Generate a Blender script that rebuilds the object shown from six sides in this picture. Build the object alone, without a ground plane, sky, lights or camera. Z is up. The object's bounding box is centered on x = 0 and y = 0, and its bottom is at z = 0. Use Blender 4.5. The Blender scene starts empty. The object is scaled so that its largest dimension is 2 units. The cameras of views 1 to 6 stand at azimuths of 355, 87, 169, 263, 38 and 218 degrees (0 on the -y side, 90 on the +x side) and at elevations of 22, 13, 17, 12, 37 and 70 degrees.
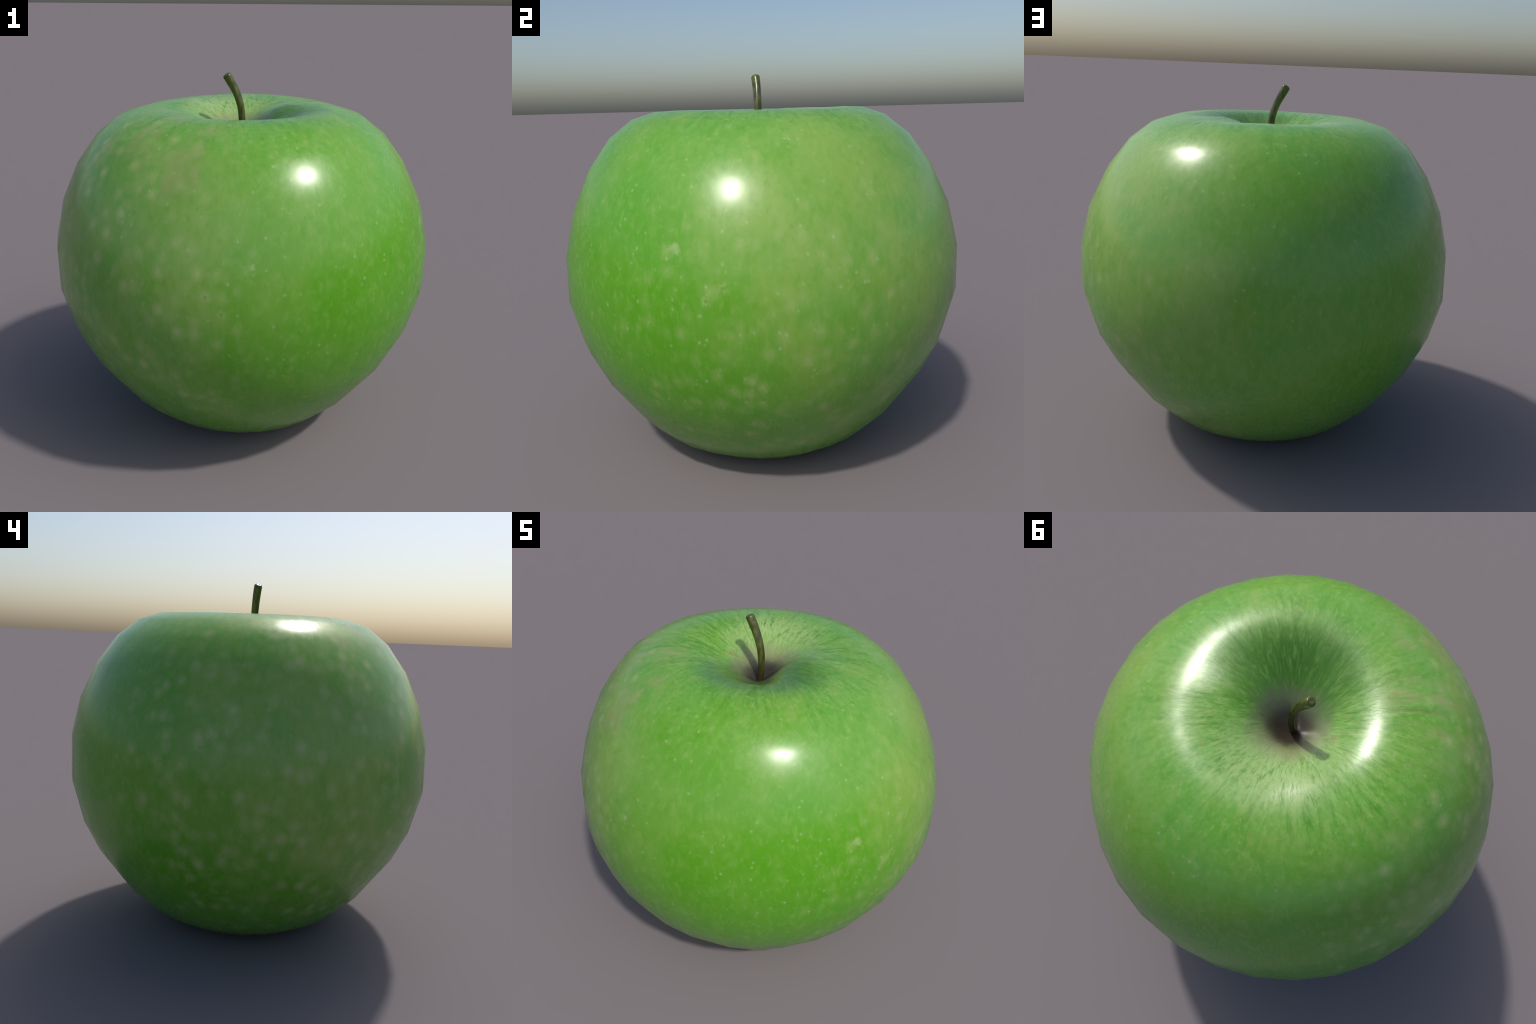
"""A large, glossy green apple with a curved stalk, built from a lathe-like profile
that is gently lobed around its axis, a stalk swept along a curve, and a dried calyx
in the basin underneath.  Metres, z up."""
import bpy, bmesh, math, random
import numpy as np
from mathutils import Vector

random.seed(7)
SEGMENTS = 32                      # meridians round the fruit
FIRST_MERIDIAN = math.radians(5.0)
CORE = 0.85                        # height of the middle of the fruit

# ---------------------------------------------------------------- fruit profile
# (radius, height) from the floor of the stalk cavity, over the shoulder, down the
# flank and into the basin on the underside
PROFILE = [
    (0.014, 1.532), (0.036, 1.541), (0.070, 1.564), (0.120, 1.597), (0.185, 1.634), (0.255, 1.668),
    (0.330, 1.6945), (0.420, 1.7105), (0.514, 1.7065),
    (0.627, 1.6695), (0.7415, 1.5815), (0.8490, 1.4370), (0.9360, 1.2500),
    (0.9875, 1.0450), (0.9945, 0.8250), (0.9380, 0.6000), (0.8575, 0.4330),
    (0.7165, 0.2350), (0.5960, 0.1150), (0.4730, 0.0345), (0.3650, 0.0040),
    (0.2800, 0.0030), (0.2000, 0.0200), (0.1250, 0.0560), (0.0600, 0.0840), (0.0200, 0.0930),
]
# slow lobing of the flank: how far (in mm) the skin stands out from the round profile,
# as cos/sin pairs of 1, 2, 3 and 4 waves round the axis, at a few elevations
LOBES = [
    (-90, (0, 0, 0, 0, 0, 0, 0, 0)),
    (-68, (-4, -2, -2, -1, -1, -1, 0, 0)),
    (-51, (-9.8, -5.2, -2.0, -2.7, -1.9, -1.4, -0.6, 0.2)),
    (-30, (-8.6, -4.0, 2.2, -1.7, -0.6, -0.3, 1.2, -1.0)),
    (0, (-3.0, -2.6, 4.8, -0.2, 1.2, 0.3, 3.2, 0.1)),
    (23, (-1.0, -2.4, 4.2, 1.0, -0.9, -1.9, 5.5, -0.1)),
    (45, (-3.1, -3.9, 1.1, 0.9, -3.9, -1.3, 2.8, 0.9)),
    (62, (-1.5, -1.3, -2.7, -0.1, -1.9, -2.0, 0.1, -0.3)),
    (90, (0, 0, 0, 0, 0, 0, 0, 0)),
]


def lobe(elevation, azimuth):
    """Radial swelling in metres at a place on the fruit."""
    e = math.degrees(elevation)
    for (e0, a), (e1, b) in zip(LOBES, LOBES[1:]):
        if e <= e1:
            t = (e - e0) / (e1 - e0)
            t = t * t * (3 - 2 * t)
            amounts = [p + (q - p) * t for p, q in zip(a, b)]
            break
    waves = [f(k * azimuth) for k in (1, 2, 3, 4) for f in (math.cos, math.sin)]
    return 0.001 * sum(w * m for w, m in zip(waves, amounts))


# the cavity is lopsided: (direction in degrees, distance from the axis, spread, rise)
CAVITY_LUMPS = [(12, 0.19, 0.090, 0.060), (140, 0.27, 0.080, 0.024), (-62, 0.18, 0.070, -0.030),
                (17, 0.40, 0.06, 0.008), (35, 0.58, 0.13, -0.010)]
# swellings and hollows of the flank: (azimuth, elevation, spread, height of the swelling)
FLANK_LUMPS = [(48, -22, 15, -0.009), (15, -54, 20, 0.008), (216, -22, 11, -0.006),
               (50, -50, 14, 0.004), (186, 14, 12, 0.002)]


def dent(azimuth, elevation, at_azimuth, at_elevation, spread):
    """A soft bell round one place on the flank (all in degrees but the first two)."""
    turn = (math.degrees(azimuth) - at_azimuth + 180) % 360 - 180
    rise = math.degrees(elevation) - at_elevation
    return math.exp(-0.5 * (turn * turn + rise * rise) / spread ** 2)


def skin_point(radius, height, azimuth):
    elevation = math.atan2(height - CORE, radius)
    reach = math.hypot(radius, height - CORE)
    swell = lobe(elevation, azimuth) + 0.0015 * (elevation < 1.0)
    for place in FLANK_LUMPS:
        swell += place[3] * dent(azimuth, elevation, *place[:3])
    k = 1 + swell / reach
    x, y, z = radius * math.cos(azimuth) * k, radius * math.sin(azimuth) * k, CORE + (height - CORE) * k
    if height > 1.45 and radius < 0.5:           # the cavity leans a little off the axis
        x -= 0.016 * (1 - radius / 0.5) ** 2
        for direction, distance, spread, rise in CAVITY_LUMPS:
            a = math.radians(direction)
            d = math.hypot(x - distance * math.cos(a), y - distance * math.sin(a))
            z += rise * math.exp(-0.5 * (d / spread) ** 2)
    return Vector((x, y, z))


def new_object(name, mesh, parent=None):
    obj = bpy.data.objects.new(name, mesh)
    bpy.context.scene.collection.objects.link(obj)
    obj.parent = parent
    return obj


def build_skin():
    bm = bmesh.new()
    rings = []
    for radius, height in PROFILE:
        rings.append([bm.verts.new(skin_point(radius, height, FIRST_MERIDIAN + math.tau * i / SEGMENTS))
                      for i in range(SEGMENTS)])
    for upper, lower in zip(rings, rings[1:]):
        for i in range(SEGMENTS):
            j = (i + 1) % SEGMENTS
            bm.faces.new((upper[i], lower[i], lower[j], upper[j]))
    for ring, sign in ((rings[0], 1), (rings[-1], -1)):
        middle = sum((v.co for v in ring), Vector()) / SEGMENTS
        pole = bm.verts.new(middle + Vector((0, 0, -0.004 * sign)))
        for i in range(SEGMENTS):
            j = (i + 1) % SEGMENTS
            bm.faces.new((pole, ring[i], ring[j]) if sign > 0 else (pole, ring[j], ring[i]))
    lowest = min(v.co.z for v in bm.verts)
    for v in bm.verts:                                   # stand the fruit exactly on the ground
        v.co.z -= lowest * max(0.0, 1 - v.co.z / 0.4)
    bmesh.ops.recalc_face_normals(bm, faces=bm.faces)
    mesh = bpy.data.meshes.new("skin")
    bm.to_mesh(mesh)
    bm.free()
    mesh.polygons.foreach_set("use_smooth", [True] * len(mesh.polygons))
    return mesh


# ---------------------------------------------------------------- stalk
STALK_CURVE = [(-0.0237, 0.0028, 1.500), (0.0087, -0.0017, 1.6373), (0.0036, -0.0059, 1.7387),
               (-0.0428, -0.0002, 1.7970), (-0.0790, -0.0082, 1.8650)]
STALK_RADII = [(0.0, 0.0200), (0.08, 0.0178), (0.35, 0.0186), (0.7, 0.0202), (0.9, 0.0218), (1.0, 0.0224)]


def bezier(points, t):
    n = len(points) - 1
    return sum((Vector(p) * (math.comb(n, i) * t ** i * (1 - t) ** (n - i)) for i, p in enumerate(points)), Vector())


def build_stalk(sides=20, steps=30):
    bm = bmesh.new()
    rings = []
    stations = [(i / steps, 0.0, 1.0) for i in range(steps + 1)]
    # a rounded, slightly flattened cut end: the rings shrink as they move out
    stations += [(1.0, 0.012 * math.sin(a), 0.38 + 0.62 * math.cos(a)) for a in (0.4, 0.8, 1.15, 1.45)]
    stations += [(1.0, 0.0105, 0.25)]
    side = Vector((0, 1, 0))
    for t, out, shrink in stations:
        axis = (bezier(STALK_CURVE, min(1, t + 0.01)) - bezier(STALK_CURVE, max(0, t - 0.01))).normalized()
        side = (side - axis * side.dot(axis)).normalized()
        other = axis.cross(side)
        radius = float(np.interp(t, *zip(*STALK_RADII))) * shrink
        centre = bezier(STALK_CURVE, t) + axis * out
        ring = []
        for k in range(sides):
            a = math.tau * k / sides
            wobble = 1 + 0.03 * math.sin(2 * a + 4 * t) + 0.02 * math.sin(3 * a - 9 * t)
            ring.append(bm.verts.new(centre + (side * math.cos(a) + other * math.sin(a)) * radius * wobble))
        rings.append(ring)
    for lower, upper in zip(rings, rings[1:]):
        for i in range(sides):
            j = (i + 1) % sides
            bm.faces.new((lower[i], lower[j], upper[j], upper[i]))
    bm.faces.new(rings[-1])
    bm.faces.new(rings[0][::-1])
    bmesh.ops.recalc_face_normals(bm, faces=bm.faces)
    mesh = bpy.data.meshes.new("stalk")
    bm.to_mesh(mesh)
    bm.free()
    mesh.polygons.foreach_set("use_smooth", [True] * len(mesh.polygons))
    return mesh


# ---------------------------------------------------------------- calyx under the fruit
def build_sepal():
    """One withered sepal: a tapering, curled tongue with thickness."""
    bm = bmesh.new()
    rows = []
    for i in range(9):
        t = i / 8
        width = 0.016 * (1 - t) ** 0.7 * (0.7 + 0.6 * math.sin(math.pi * min(1, t + 0.25)))
        x = 0.008 + 0.050 * t
        z = 0.010 - 0.030 * t + 0.022 * t * t * t
        thick = 0.003 * (1 - 0.6 * t)
        rows.append([bm.verts.new((x, s * width, z + d * thick + abs(s) * 0.004))
                     for d, s in ((1, -1), (1.4, 0), (1, 1), (-1, 1), (-1.2, 0), (-1, -1))])
    for a, b in zip(rows, rows[1:]):
        for k in range(6):
            m = (k + 1) % 6
            bm.faces.new((a[k], b[k], b[m], a[m]))
    bm.faces.new(rows[0])
    bm.faces.new(rows[-1][::-1])
    bmesh.ops.recalc_face_normals(bm, faces=bm.faces)
    mesh = bpy.data.meshes.new("sepal")
    bm.to_mesh(mesh)
    bm.free()
    mesh.polygons.foreach_set("use_smooth", [True] * len(mesh.polygons))
    return mesh


# ---------------------------------------------------------------- node helpers
def srgb(r, g, b):
    f = lambda c: c / 12.92 if c <= 0.04045 else ((c + 0.055) / 1.055) ** 2.4
    return (f(r / 255), f(g / 255), f(b / 255), 1.0)


class Nodes:
    def __init__(self, name):
        self.material = bpy.data.materials.new(name)
        self.material.use_nodes = True
        self.tree = self.material.node_tree
        self.shader = self.tree.nodes["Principled BSDF"]

    def node(self, kind, **settings):
        n = self.tree.nodes.new(kind)
        for k, v in settings.items():
            setattr(n, k, v)
        return n

    def put(self, socket, value):
        if isinstance(value, bpy.types.NodeSocket):
            self.tree.links.new(value, socket)
        else:
            socket.default_value = value

    def math(self, op, a, b=0.0, clamp=False):
        n = self.node("ShaderNodeMath", operation=op, use_clamp=clamp)
        self.put(n.inputs[0], a)
        self.put(n.inputs[1], b)
        return n.outputs[0]

    def vector(self, op, a, b=(0, 0, 0)):
        n = self.node("ShaderNodeVectorMath", operation=op)
        self.put(n.inputs[0], a)
        self.put(n.inputs[1], b)
        return n.outputs["Value" if op in ("DOT_PRODUCT", "LENGTH", "DISTANCE") else "Vector"]

    def ramp(self, value, low, high, to_low=0.0, to_high=1.0):
        n = self.node("ShaderNodeMapRange", interpolation_type="SMOOTHSTEP")
        for i, v in enumerate((value, low, high, to_low, to_high)):
            self.put(n.inputs[i], v)
        return n.outputs[0]

    def noise(self, vector, scale, detail=3.0, rough=0.55, warp=0.0):
        n = self.node("ShaderNodeTexNoise")
        self.put(n.inputs["Vector"], vector)
        n.inputs["Scale"].default_value = scale
        n.inputs["Detail"].default_value = detail
        n.inputs["Roughness"].default_value = rough
        n.inputs["Distortion"].default_value = warp
        return n.outputs["Fac"]

    def mix(self, factor, a, b, blend="MIX"):
        n = self.node("ShaderNodeMix", data_type="RGBA", blend_type=blend)
        self.put(n.inputs[0], factor)
        self.put(n.inputs[6], a)
        self.put(n.inputs[7], b)
        return n.outputs[2]

    def times(self, *values):
        out = values[0]
        for v in values[1:]:
            out = self.math("MULTIPLY", out, v)
        return out


def toward(azimuth, elevation):
    a, e = math.radians(azimuth), math.radians(elevation)
    return (math.cos(e) * math.cos(a), math.cos(e) * math.sin(a), math.sin(e))


# ---------------------------------------------------------------- skin material
def skin_material():
    m = Nodes("apple_skin")
    place = m.node("ShaderNodeTexCoord").outputs["Object"]
    split = m.node("ShaderNodeSeparateXYZ")
    m.put(split.inputs[0], place)
    flat = m.vector("MULTIPLY", place, (1, 1, 0))
    radius = m.vector("LENGTH", flat)
    round_axis = m.vector("NORMALIZE", flat)
    outward = m.vector("NORMALIZE", m.vector("SUBTRACT", place, (0, 0, CORE)))
    steady = outward
    shake = m.node("ShaderNodeTexNoise")
    m.put(shake.inputs["Vector"], place)
    shake.inputs["Scale"].default_value = 2.2
    shake.inputs["Detail"].default_value = 3.0
    drift = m.vector("MULTIPLY", m.vector("SUBTRACT", shake.outputs["Color"], (0.5, 0.5, 0.5)), (0.55, 0.55, 0.55))
    drifting = m.vector("NORMALIZE", m.vector("ADD", outward, drift))
    height = split.outputs["Z"]

    def blob(azimuth, elevation, inner, outer):
        """1 inside a round patch of the skin, fading to 0 (sizes in degrees)."""
        d = m.vector("DOT_PRODUCT", drifting if outer > 20 else steady, toward(azimuth, elevation))
        return m.ramp(d, math.cos(math.radians(outer)), math.cos(math.radians(inner)))

    # grain stretched along the meridians
    along = m.vector("MULTIPLY", place, (1, 1, 0.55))
    broad = m.noise(place, 1.5, 2.0)
    cloud = m.noise(along, 5.0, 4.0, 0.55)
    grain = m.noise(along, 38.0, 4.0, 0.6, 0.3)
    speck = m.noise(along, 100.0, 3.0, 0.6)

    # slow change from a saturated leaf green to a paler green
    rich, middle, pale = srgb(84, 154, 17), srgb(106, 160, 52), srgb(123, 167, 75)
    tone = m.math("ADD", m.math("MULTIPLY", broad, 0.5), m.math("MULTIPLY", cloud, 0.5))
    vivid = m.math("MAXIMUM", blob(-52, -8, 0, 72), m.math("MULTIPLY", blob(150, -15, 0, 62), 0.8))
    cheek = m.math("MAXIMUM", blob(26, 20, 0, 52), m.math("MAXIMUM", m.math("MULTIPLY", blob(-122, 22, 0, 44), 0.5), blob(188, 10, 0, 50)))
    tone = m.math("ADD", tone, m.math("MULTIPLY", m.math("SUBTRACT", cheek, m.math("MULTIPLY", vivid, 1.35)), 0.17))
    colour = m.mix(m.ramp(tone, 0.18, 0.56), rich, middle)
    colour = m.mix(m.ramp(tone, 0.5, 0.7), colour, pale)
    # bluish green clouds, and a little olive in the bleached cheeks
    cool = m.ramp(m.noise(m.vector("ADD", place, (5, 3, 1)), 2.4, 3.0), 0.42, 0.68, 0.0, 0.5)
    colour = m.mix(m.times(cool, m.ramp(vivid, 0.0, 0.9, 1.0, 0.15)), colour, srgb(94, 161, 66))
    colour = m.mix(m.times(cheek, m.ramp(cloud, 0.35, 0.65, 0.1, 0.6)), colour, srgb(134, 168, 72))

    # fine mottling
    colour = m.mix(m.ramp(grain, 0.48, 0.78, 0.0, 0.42), colour, srgb(134, 176, 86))
    colour = m.mix(m.ramp(grain, 0.5, 0.2, 0.0, 0.45), colour, srgb(78, 144, 24))
    colour = m.mix(m.ramp(speck, 0.58, 0.85, 0.0, 0.32), colour, srgb(144, 180, 98))

    # short fine rays on the shoulder, running into the stalk cavity
    lift = m.node("ShaderNodeCombineXYZ")
    m.put(lift.inputs["Z"], m.math("MULTIPLY", radius, 1.5))
    ray_place = m.vector("ADD", round_axis, lift.outputs[0])
    long_lift = m.node("ShaderNodeCombineXYZ")
    m.put(long_lift.inputs["Z"], m.math("MULTIPLY", radius, 0.8))
    ray = m.noise(m.vector("ADD", round_axis, long_lift.outputs[0]), 20.0, 5.0, 0.62, 0.9)
    ray_patch = m.ramp(m.noise(place, 8.0, 3.0, 0.6), 0.36, 0.62, 0.15, 1.0)
    fine_ray = m.noise(ray_place, 26.0, 3.0, 0.6, 0.3)
    upper = m.ramp(height, 1.25, 1.45)
    shoulder = m.times(m.ramp(radius, 0.92, 0.45), upper)
    # yellowish and deep green mottling fanning out over the shoulder
    fan = m.node("ShaderNodeCombineXYZ")
    m.put(fan.inputs["Z"], m.math("MULTIPLY", radius, 1.0))
    fan_place = m.vector("ADD", round_axis, fan.outputs[0])
    mottle = m.noise(fan_place, 9.0, 5.0, 0.68, 0.7)
    colour = m.mix(m.times(shoulder, m.ramp(mottle, 0.5, 0.68, 0, 0.5)), colour, srgb(136, 168, 80))
    colour = m.mix(m.times(shoulder, m.ramp(mottle, 0.47, 0.32, 0, 0.6)), colour, srgb(78, 138, 26))
    colour = m.mix(m.times(shoulder, m.ramp(fine_ray, 0.48, 0.78, 0, 0.55)), colour, srgb(150, 182, 104))
    colour = m.mix(m.times(shoulder, ray_patch, m.ramp(ray, 0.47, 0.3, 0, 0.5)), colour, srgb(72, 136, 28))

    # longer, fainter streaks that run from the cavity over the rim
    far_lift = m.node("ShaderNodeCombineXYZ")
    m.put(far_lift.inputs["Z"], m.math("MULTIPLY", radius, 0.30))
    streak = m.noise(m.vector("ADD", round_axis, far_lift.outputs[0]), 15.0, 5.0, 0.7, 0.7)
    rim_zone = m.times(m.ramp(radius, 0.72, 0.40), m.ramp(radius, 0.10, 0.25), upper)
    colour = m.mix(m.times(rim_zone, m.ramp(streak, 0.52, 0.66, 0, 0.5)), colour, srgb(146, 178, 96))
    colour = m.mix(m.times(rim_zone, m.ramp(streak, 0.47, 0.35, 0, 0.6)), colour, srgb(70, 128, 30))

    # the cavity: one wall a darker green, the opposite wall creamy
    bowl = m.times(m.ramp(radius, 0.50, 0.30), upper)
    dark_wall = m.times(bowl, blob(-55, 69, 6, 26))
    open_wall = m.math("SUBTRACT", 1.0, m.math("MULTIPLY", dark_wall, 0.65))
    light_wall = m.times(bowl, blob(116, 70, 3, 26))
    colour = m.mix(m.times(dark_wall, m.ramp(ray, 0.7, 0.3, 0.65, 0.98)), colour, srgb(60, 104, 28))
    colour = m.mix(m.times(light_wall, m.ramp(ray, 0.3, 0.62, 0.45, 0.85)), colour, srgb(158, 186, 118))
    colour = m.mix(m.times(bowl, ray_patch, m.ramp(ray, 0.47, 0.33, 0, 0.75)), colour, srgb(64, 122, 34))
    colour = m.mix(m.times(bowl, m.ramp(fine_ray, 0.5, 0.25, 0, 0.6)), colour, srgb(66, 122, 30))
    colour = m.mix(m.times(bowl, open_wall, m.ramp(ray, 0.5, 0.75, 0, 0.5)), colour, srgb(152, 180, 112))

    # ragged grey-tan ring round the stalk, darkening to near-black brown at the centre
    wander = m.math("MULTIPLY", m.math("SUBTRACT", m.noise(place, 14.0, 4.0, 0.6), 0.5), 0.10)
    ragged = m.math("ADD", radius, m.math("ADD", wander, m.math("MULTIPLY", m.math("SUBTRACT", fine_ray, 0.5), 0.05)))
    lean = m.math("SUBTRACT", ragged, m.math("MULTIPLY", light_wall, 0.04))
    colour = m.mix(m.times(upper, m.ramp(lean, 0.20, 0.09, 0, 0.88)), colour, m.mix(light_wall, srgb(98, 102, 76), srgb(136, 140, 98)))
    throat = m.vector("DISTANCE", m.vector("MULTIPLY", place, (1, 1, 0)), (-0.006, 0.012, 0))
    throat = m.math("ADD", throat, m.math("MULTIPLY", wander, 0.5))
    colour = m.mix(m.times(upper, m.ramp(throat, 0.135, 0.055, 0, 0.96)), colour, srgb(56, 48, 42))

    # tan scuffs and rust specks on one shoulder
    scuff_zone = m.math("MAXIMUM", blob(-143, 54, 2, 17), blob(-116, 47, 2, 15))
    colour = m.mix(m.times(scuff_zone, m.ramp(m.noise(fan_place, 6.0, 4.0, 0.6), 0.40, 0.72, 0, 0.62)), colour, srgb(156, 152, 106))
    for azimuth, elevation, size in ((-133, 64, 0.8), (-145, 74, 0.9), (-171, 76, 1.5), (60, 66, 0.5), (110, 58, 0.5)):
        rust = m.times(blob(azimuth, elevation, size * 0.2, size * 1.1), m.ramp(speck, 0.4, 0.65, 0.0, 0.55))
        colour = m.mix(rust, colour, srgb(158, 112, 64))
    # one hair-thin scar across the shoulder
    scar = m.times(blob(-142, 59, 5, 8), m.ramp(m.math("ABSOLUTE", m.math("ADD", m.vector("DOT_PRODUCT", round_axis, (0.607, -0.795, 0)), m.math("MULTIPLY", cloud, 0.02))), 0.032, 0.004, 0, 0.38))
    colour = m.mix(scar, colour, srgb(112, 116, 70))

    # pale lenticels: soft haloes crowding two flanks, and small crisp dots all over
    def dots(scale, inner, outer, chance, shift):
        v = m.node("ShaderNodeTexVoronoi", feature="F1")
        warp = m.vector("ADD", m.vector("MULTIPLY", place, (1, 1, 0.85)), shift)
        m.put(v.inputs["Vector"], warp)
        v.inputs["Scale"].default_value = scale
        pick = m.node("ShaderNodeSeparateColor")
        m.put(pick.inputs[0], v.outputs["Color"])
        rough_edge = m.math("ADD", v.outputs["Distance"], m.math("MULTIPLY", m.math("SUBTRACT", speck, 0.5), outer * 0.7))
        return m.times(m.ramp(rough_edge, outer, inner), m.ramp(pick.outputs[0], chance, 1.0))

    crowd = m.math("MAXIMUM", m.math("MULTIPLY", blob(18, -8, 14, 62), 0.5), m.math("MULTIPLY", blob(198, 4, 30, 78), 1.05))
    below = m.ramp(radius, 0.35, 0.75)
    halo = dots(12.5, 0.0, 0.56, -0.5, (0, 0, 0))
    core = dots(12.5, 0.0, 0.20, 0.1, (0, 0, 0))
    fleck = dots(25.0, 0.0, 0.25, 0.0, (3, 1, 2))
    blotch = m.ramp(m.noise(m.vector("ADD", place, (1, 4, 2)), 13.0, 3.0, 0.5), 0.52, 0.75, 0, 0.4)
    patchy = m.math("ADD", m.math("MULTIPLY", crowd, 0.85), 0.13)
    more_halo = dots(10.5, 0.0, 0.44, -0.3, (6, 2, 9))
    colour = m.mix(m.times(halo, patchy, below), colour, srgb(158, 180, 108))
    colour = m.mix(m.times(more_halo, patchy, below, 0.6), colour, srgb(158, 182, 112))
    colour = m.mix(m.times(blotch, crowd, below), colour, srgb(146, 172, 96))
    colour = m.mix(m.times(core, patchy, below, 0.45), colour, srgb(180, 186, 134))
    colour = m.mix(m.times(fleck, below, 0.55), colour, srgb(170, 196, 140))

    # a few star-shaped scabs with a pale border, and dark pits
    star_noise = m.noise(place, 45.0, 2.0)
    for azimuth, elevation in ((-92, 20), (-23, 20), (149, 23)):
        d = m.vector("DOT_PRODUCT", outward, toward(azimuth, elevation))
        ragged_d = m.math("ADD", m.math("SUBTRACT", 1.0, d), m.math("MULTIPLY", m.math("SUBTRACT", star_noise, 0.5), 0.0016))
        colour = m.mix(m.ramp(ragged_d, 0.0006, -0.0002, 0, 0.55), colour, srgb(168, 188, 126))
    for azimuth, elevation in ((-103, 13), (-11, 12), (161, 16), (-99, 9), (-15, 9), (157, 12)):
        colour = m.mix(m.times(blob(azimuth, elevation, 0.3, 1.8), m.ramp(speck, 0.4, 0.6, 0.0, 0.4)), colour, srgb(160, 184, 116))
        colour = m.mix(m.math("MULTIPLY", blob(azimuth, elevation, 0.0, 0.55), 0.45), colour, srgb(104, 120, 46))

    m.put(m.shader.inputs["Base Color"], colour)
    m.put(m.shader.inputs["Roughness"], m.ramp(m.math("ADD", m.math("MULTIPLY", grain, 0.5), m.math("MULTIPLY", streak, 0.5)), 0.35, 0.65, 0.235, 0.30))
    m.shader.inputs["Specular IOR Level"].default_value = 0.5
    # the finest radial ribbing breaks up the gloss round the cavity
    ribs = m.math("ADD", m.math("MULTIPLY", streak, 0.6), m.math("MULTIPLY", fine_ray, 0.4))
    bump = m.node("ShaderNodeBump")
    m.put(bump.inputs["Height"], m.times(ribs, m.ramp(radius, 0.6, 0.3), m.ramp(radius, 0.05, 0.2), upper))
    bump.inputs["Strength"].default_value = 0.09
    bump.inputs["Distance"].default_value = 0.006
    m.put(m.shader.inputs["Normal"], bump.outputs[0])
    return m.material


def stalk_material():
    m = Nodes("stalk_bark")
    place = m.node("ShaderNodeTexCoord").outputs["Object"]
    split = m.node("ShaderNodeSeparateXYZ")
    m.put(split.inputs[0], place)
    height = split.outputs["Z"]
    long_grain = m.noise(m.vector("MULTIPLY", place, (1, 1, 0.3)), 55.0, 4.0, 0.6)
    blotch = m.noise(place, 22.0, 3.0, 0.6)
    colour = m.mix(m.ramp(long_grain, 0.35, 0.65), srgb(54, 62, 22), srgb(92, 98, 46))
    colour = m.mix(m.ramp(blotch, 0.55, 0.68, 0, 0.7), colour, srgb(66, 62, 52))
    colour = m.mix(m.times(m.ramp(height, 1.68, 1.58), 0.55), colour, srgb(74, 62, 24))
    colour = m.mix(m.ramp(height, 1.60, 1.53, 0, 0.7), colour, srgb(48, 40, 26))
    m.put(m.shader.inputs["Base Color"], colour)
    m.shader.inputs["Roughness"].default_value = 0.28
    bump = m.node("ShaderNodeBump")
    bump.inputs["Strength"].default_value = 0.15
    bump.inputs["Distance"].default_value = 0.004
    m.put(bump.inputs["Height"], long_grain)
    m.put(m.shader.inputs["Normal"], bump.outputs[0])
    return m.material


def sepal_material():
    m = Nodes("dry_sepal")
    place = m.node("ShaderNodeTexCoord").outputs["Object"]
    dry = m.noise(place, 90.0, 3.0)
    m.put(m.shader.inputs["Base Color"], m.mix(m.ramp(dry, 0.3, 0.7), srgb(74, 58, 36), srgb(120, 104, 70)))
    m.shader.inputs["Roughness"].default_value = 0.8
    return m.material


# ---------------------------------------------------------------- assembly
apple = new_object("green_apple", None)
apple["label"] = "glossy green apple with pale specks and a curved stalk"
apple["category"] = "apple"

skin = new_object("fruit_body", build_skin(), apple)
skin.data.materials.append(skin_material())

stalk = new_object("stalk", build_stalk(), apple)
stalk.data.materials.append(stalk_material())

calyx = new_object("calyx", None, apple)
calyx.location = (0, 0, 0.088)
sepal_mesh = build_sepal()
sepal_mesh.materials.append(sepal_material())
for i in range(5):
    sepal = new_object("sepal", sepal_mesh, calyx)
    sepal.rotation_euler = (random.uniform(-0.15, 0.15), random.uniform(-0.1, 0.25), math.tau * i / 5 + random.uniform(-0.15, 0.15))
    k = random.uniform(0.85, 1.1)
    sepal.scale = (k, k, k)
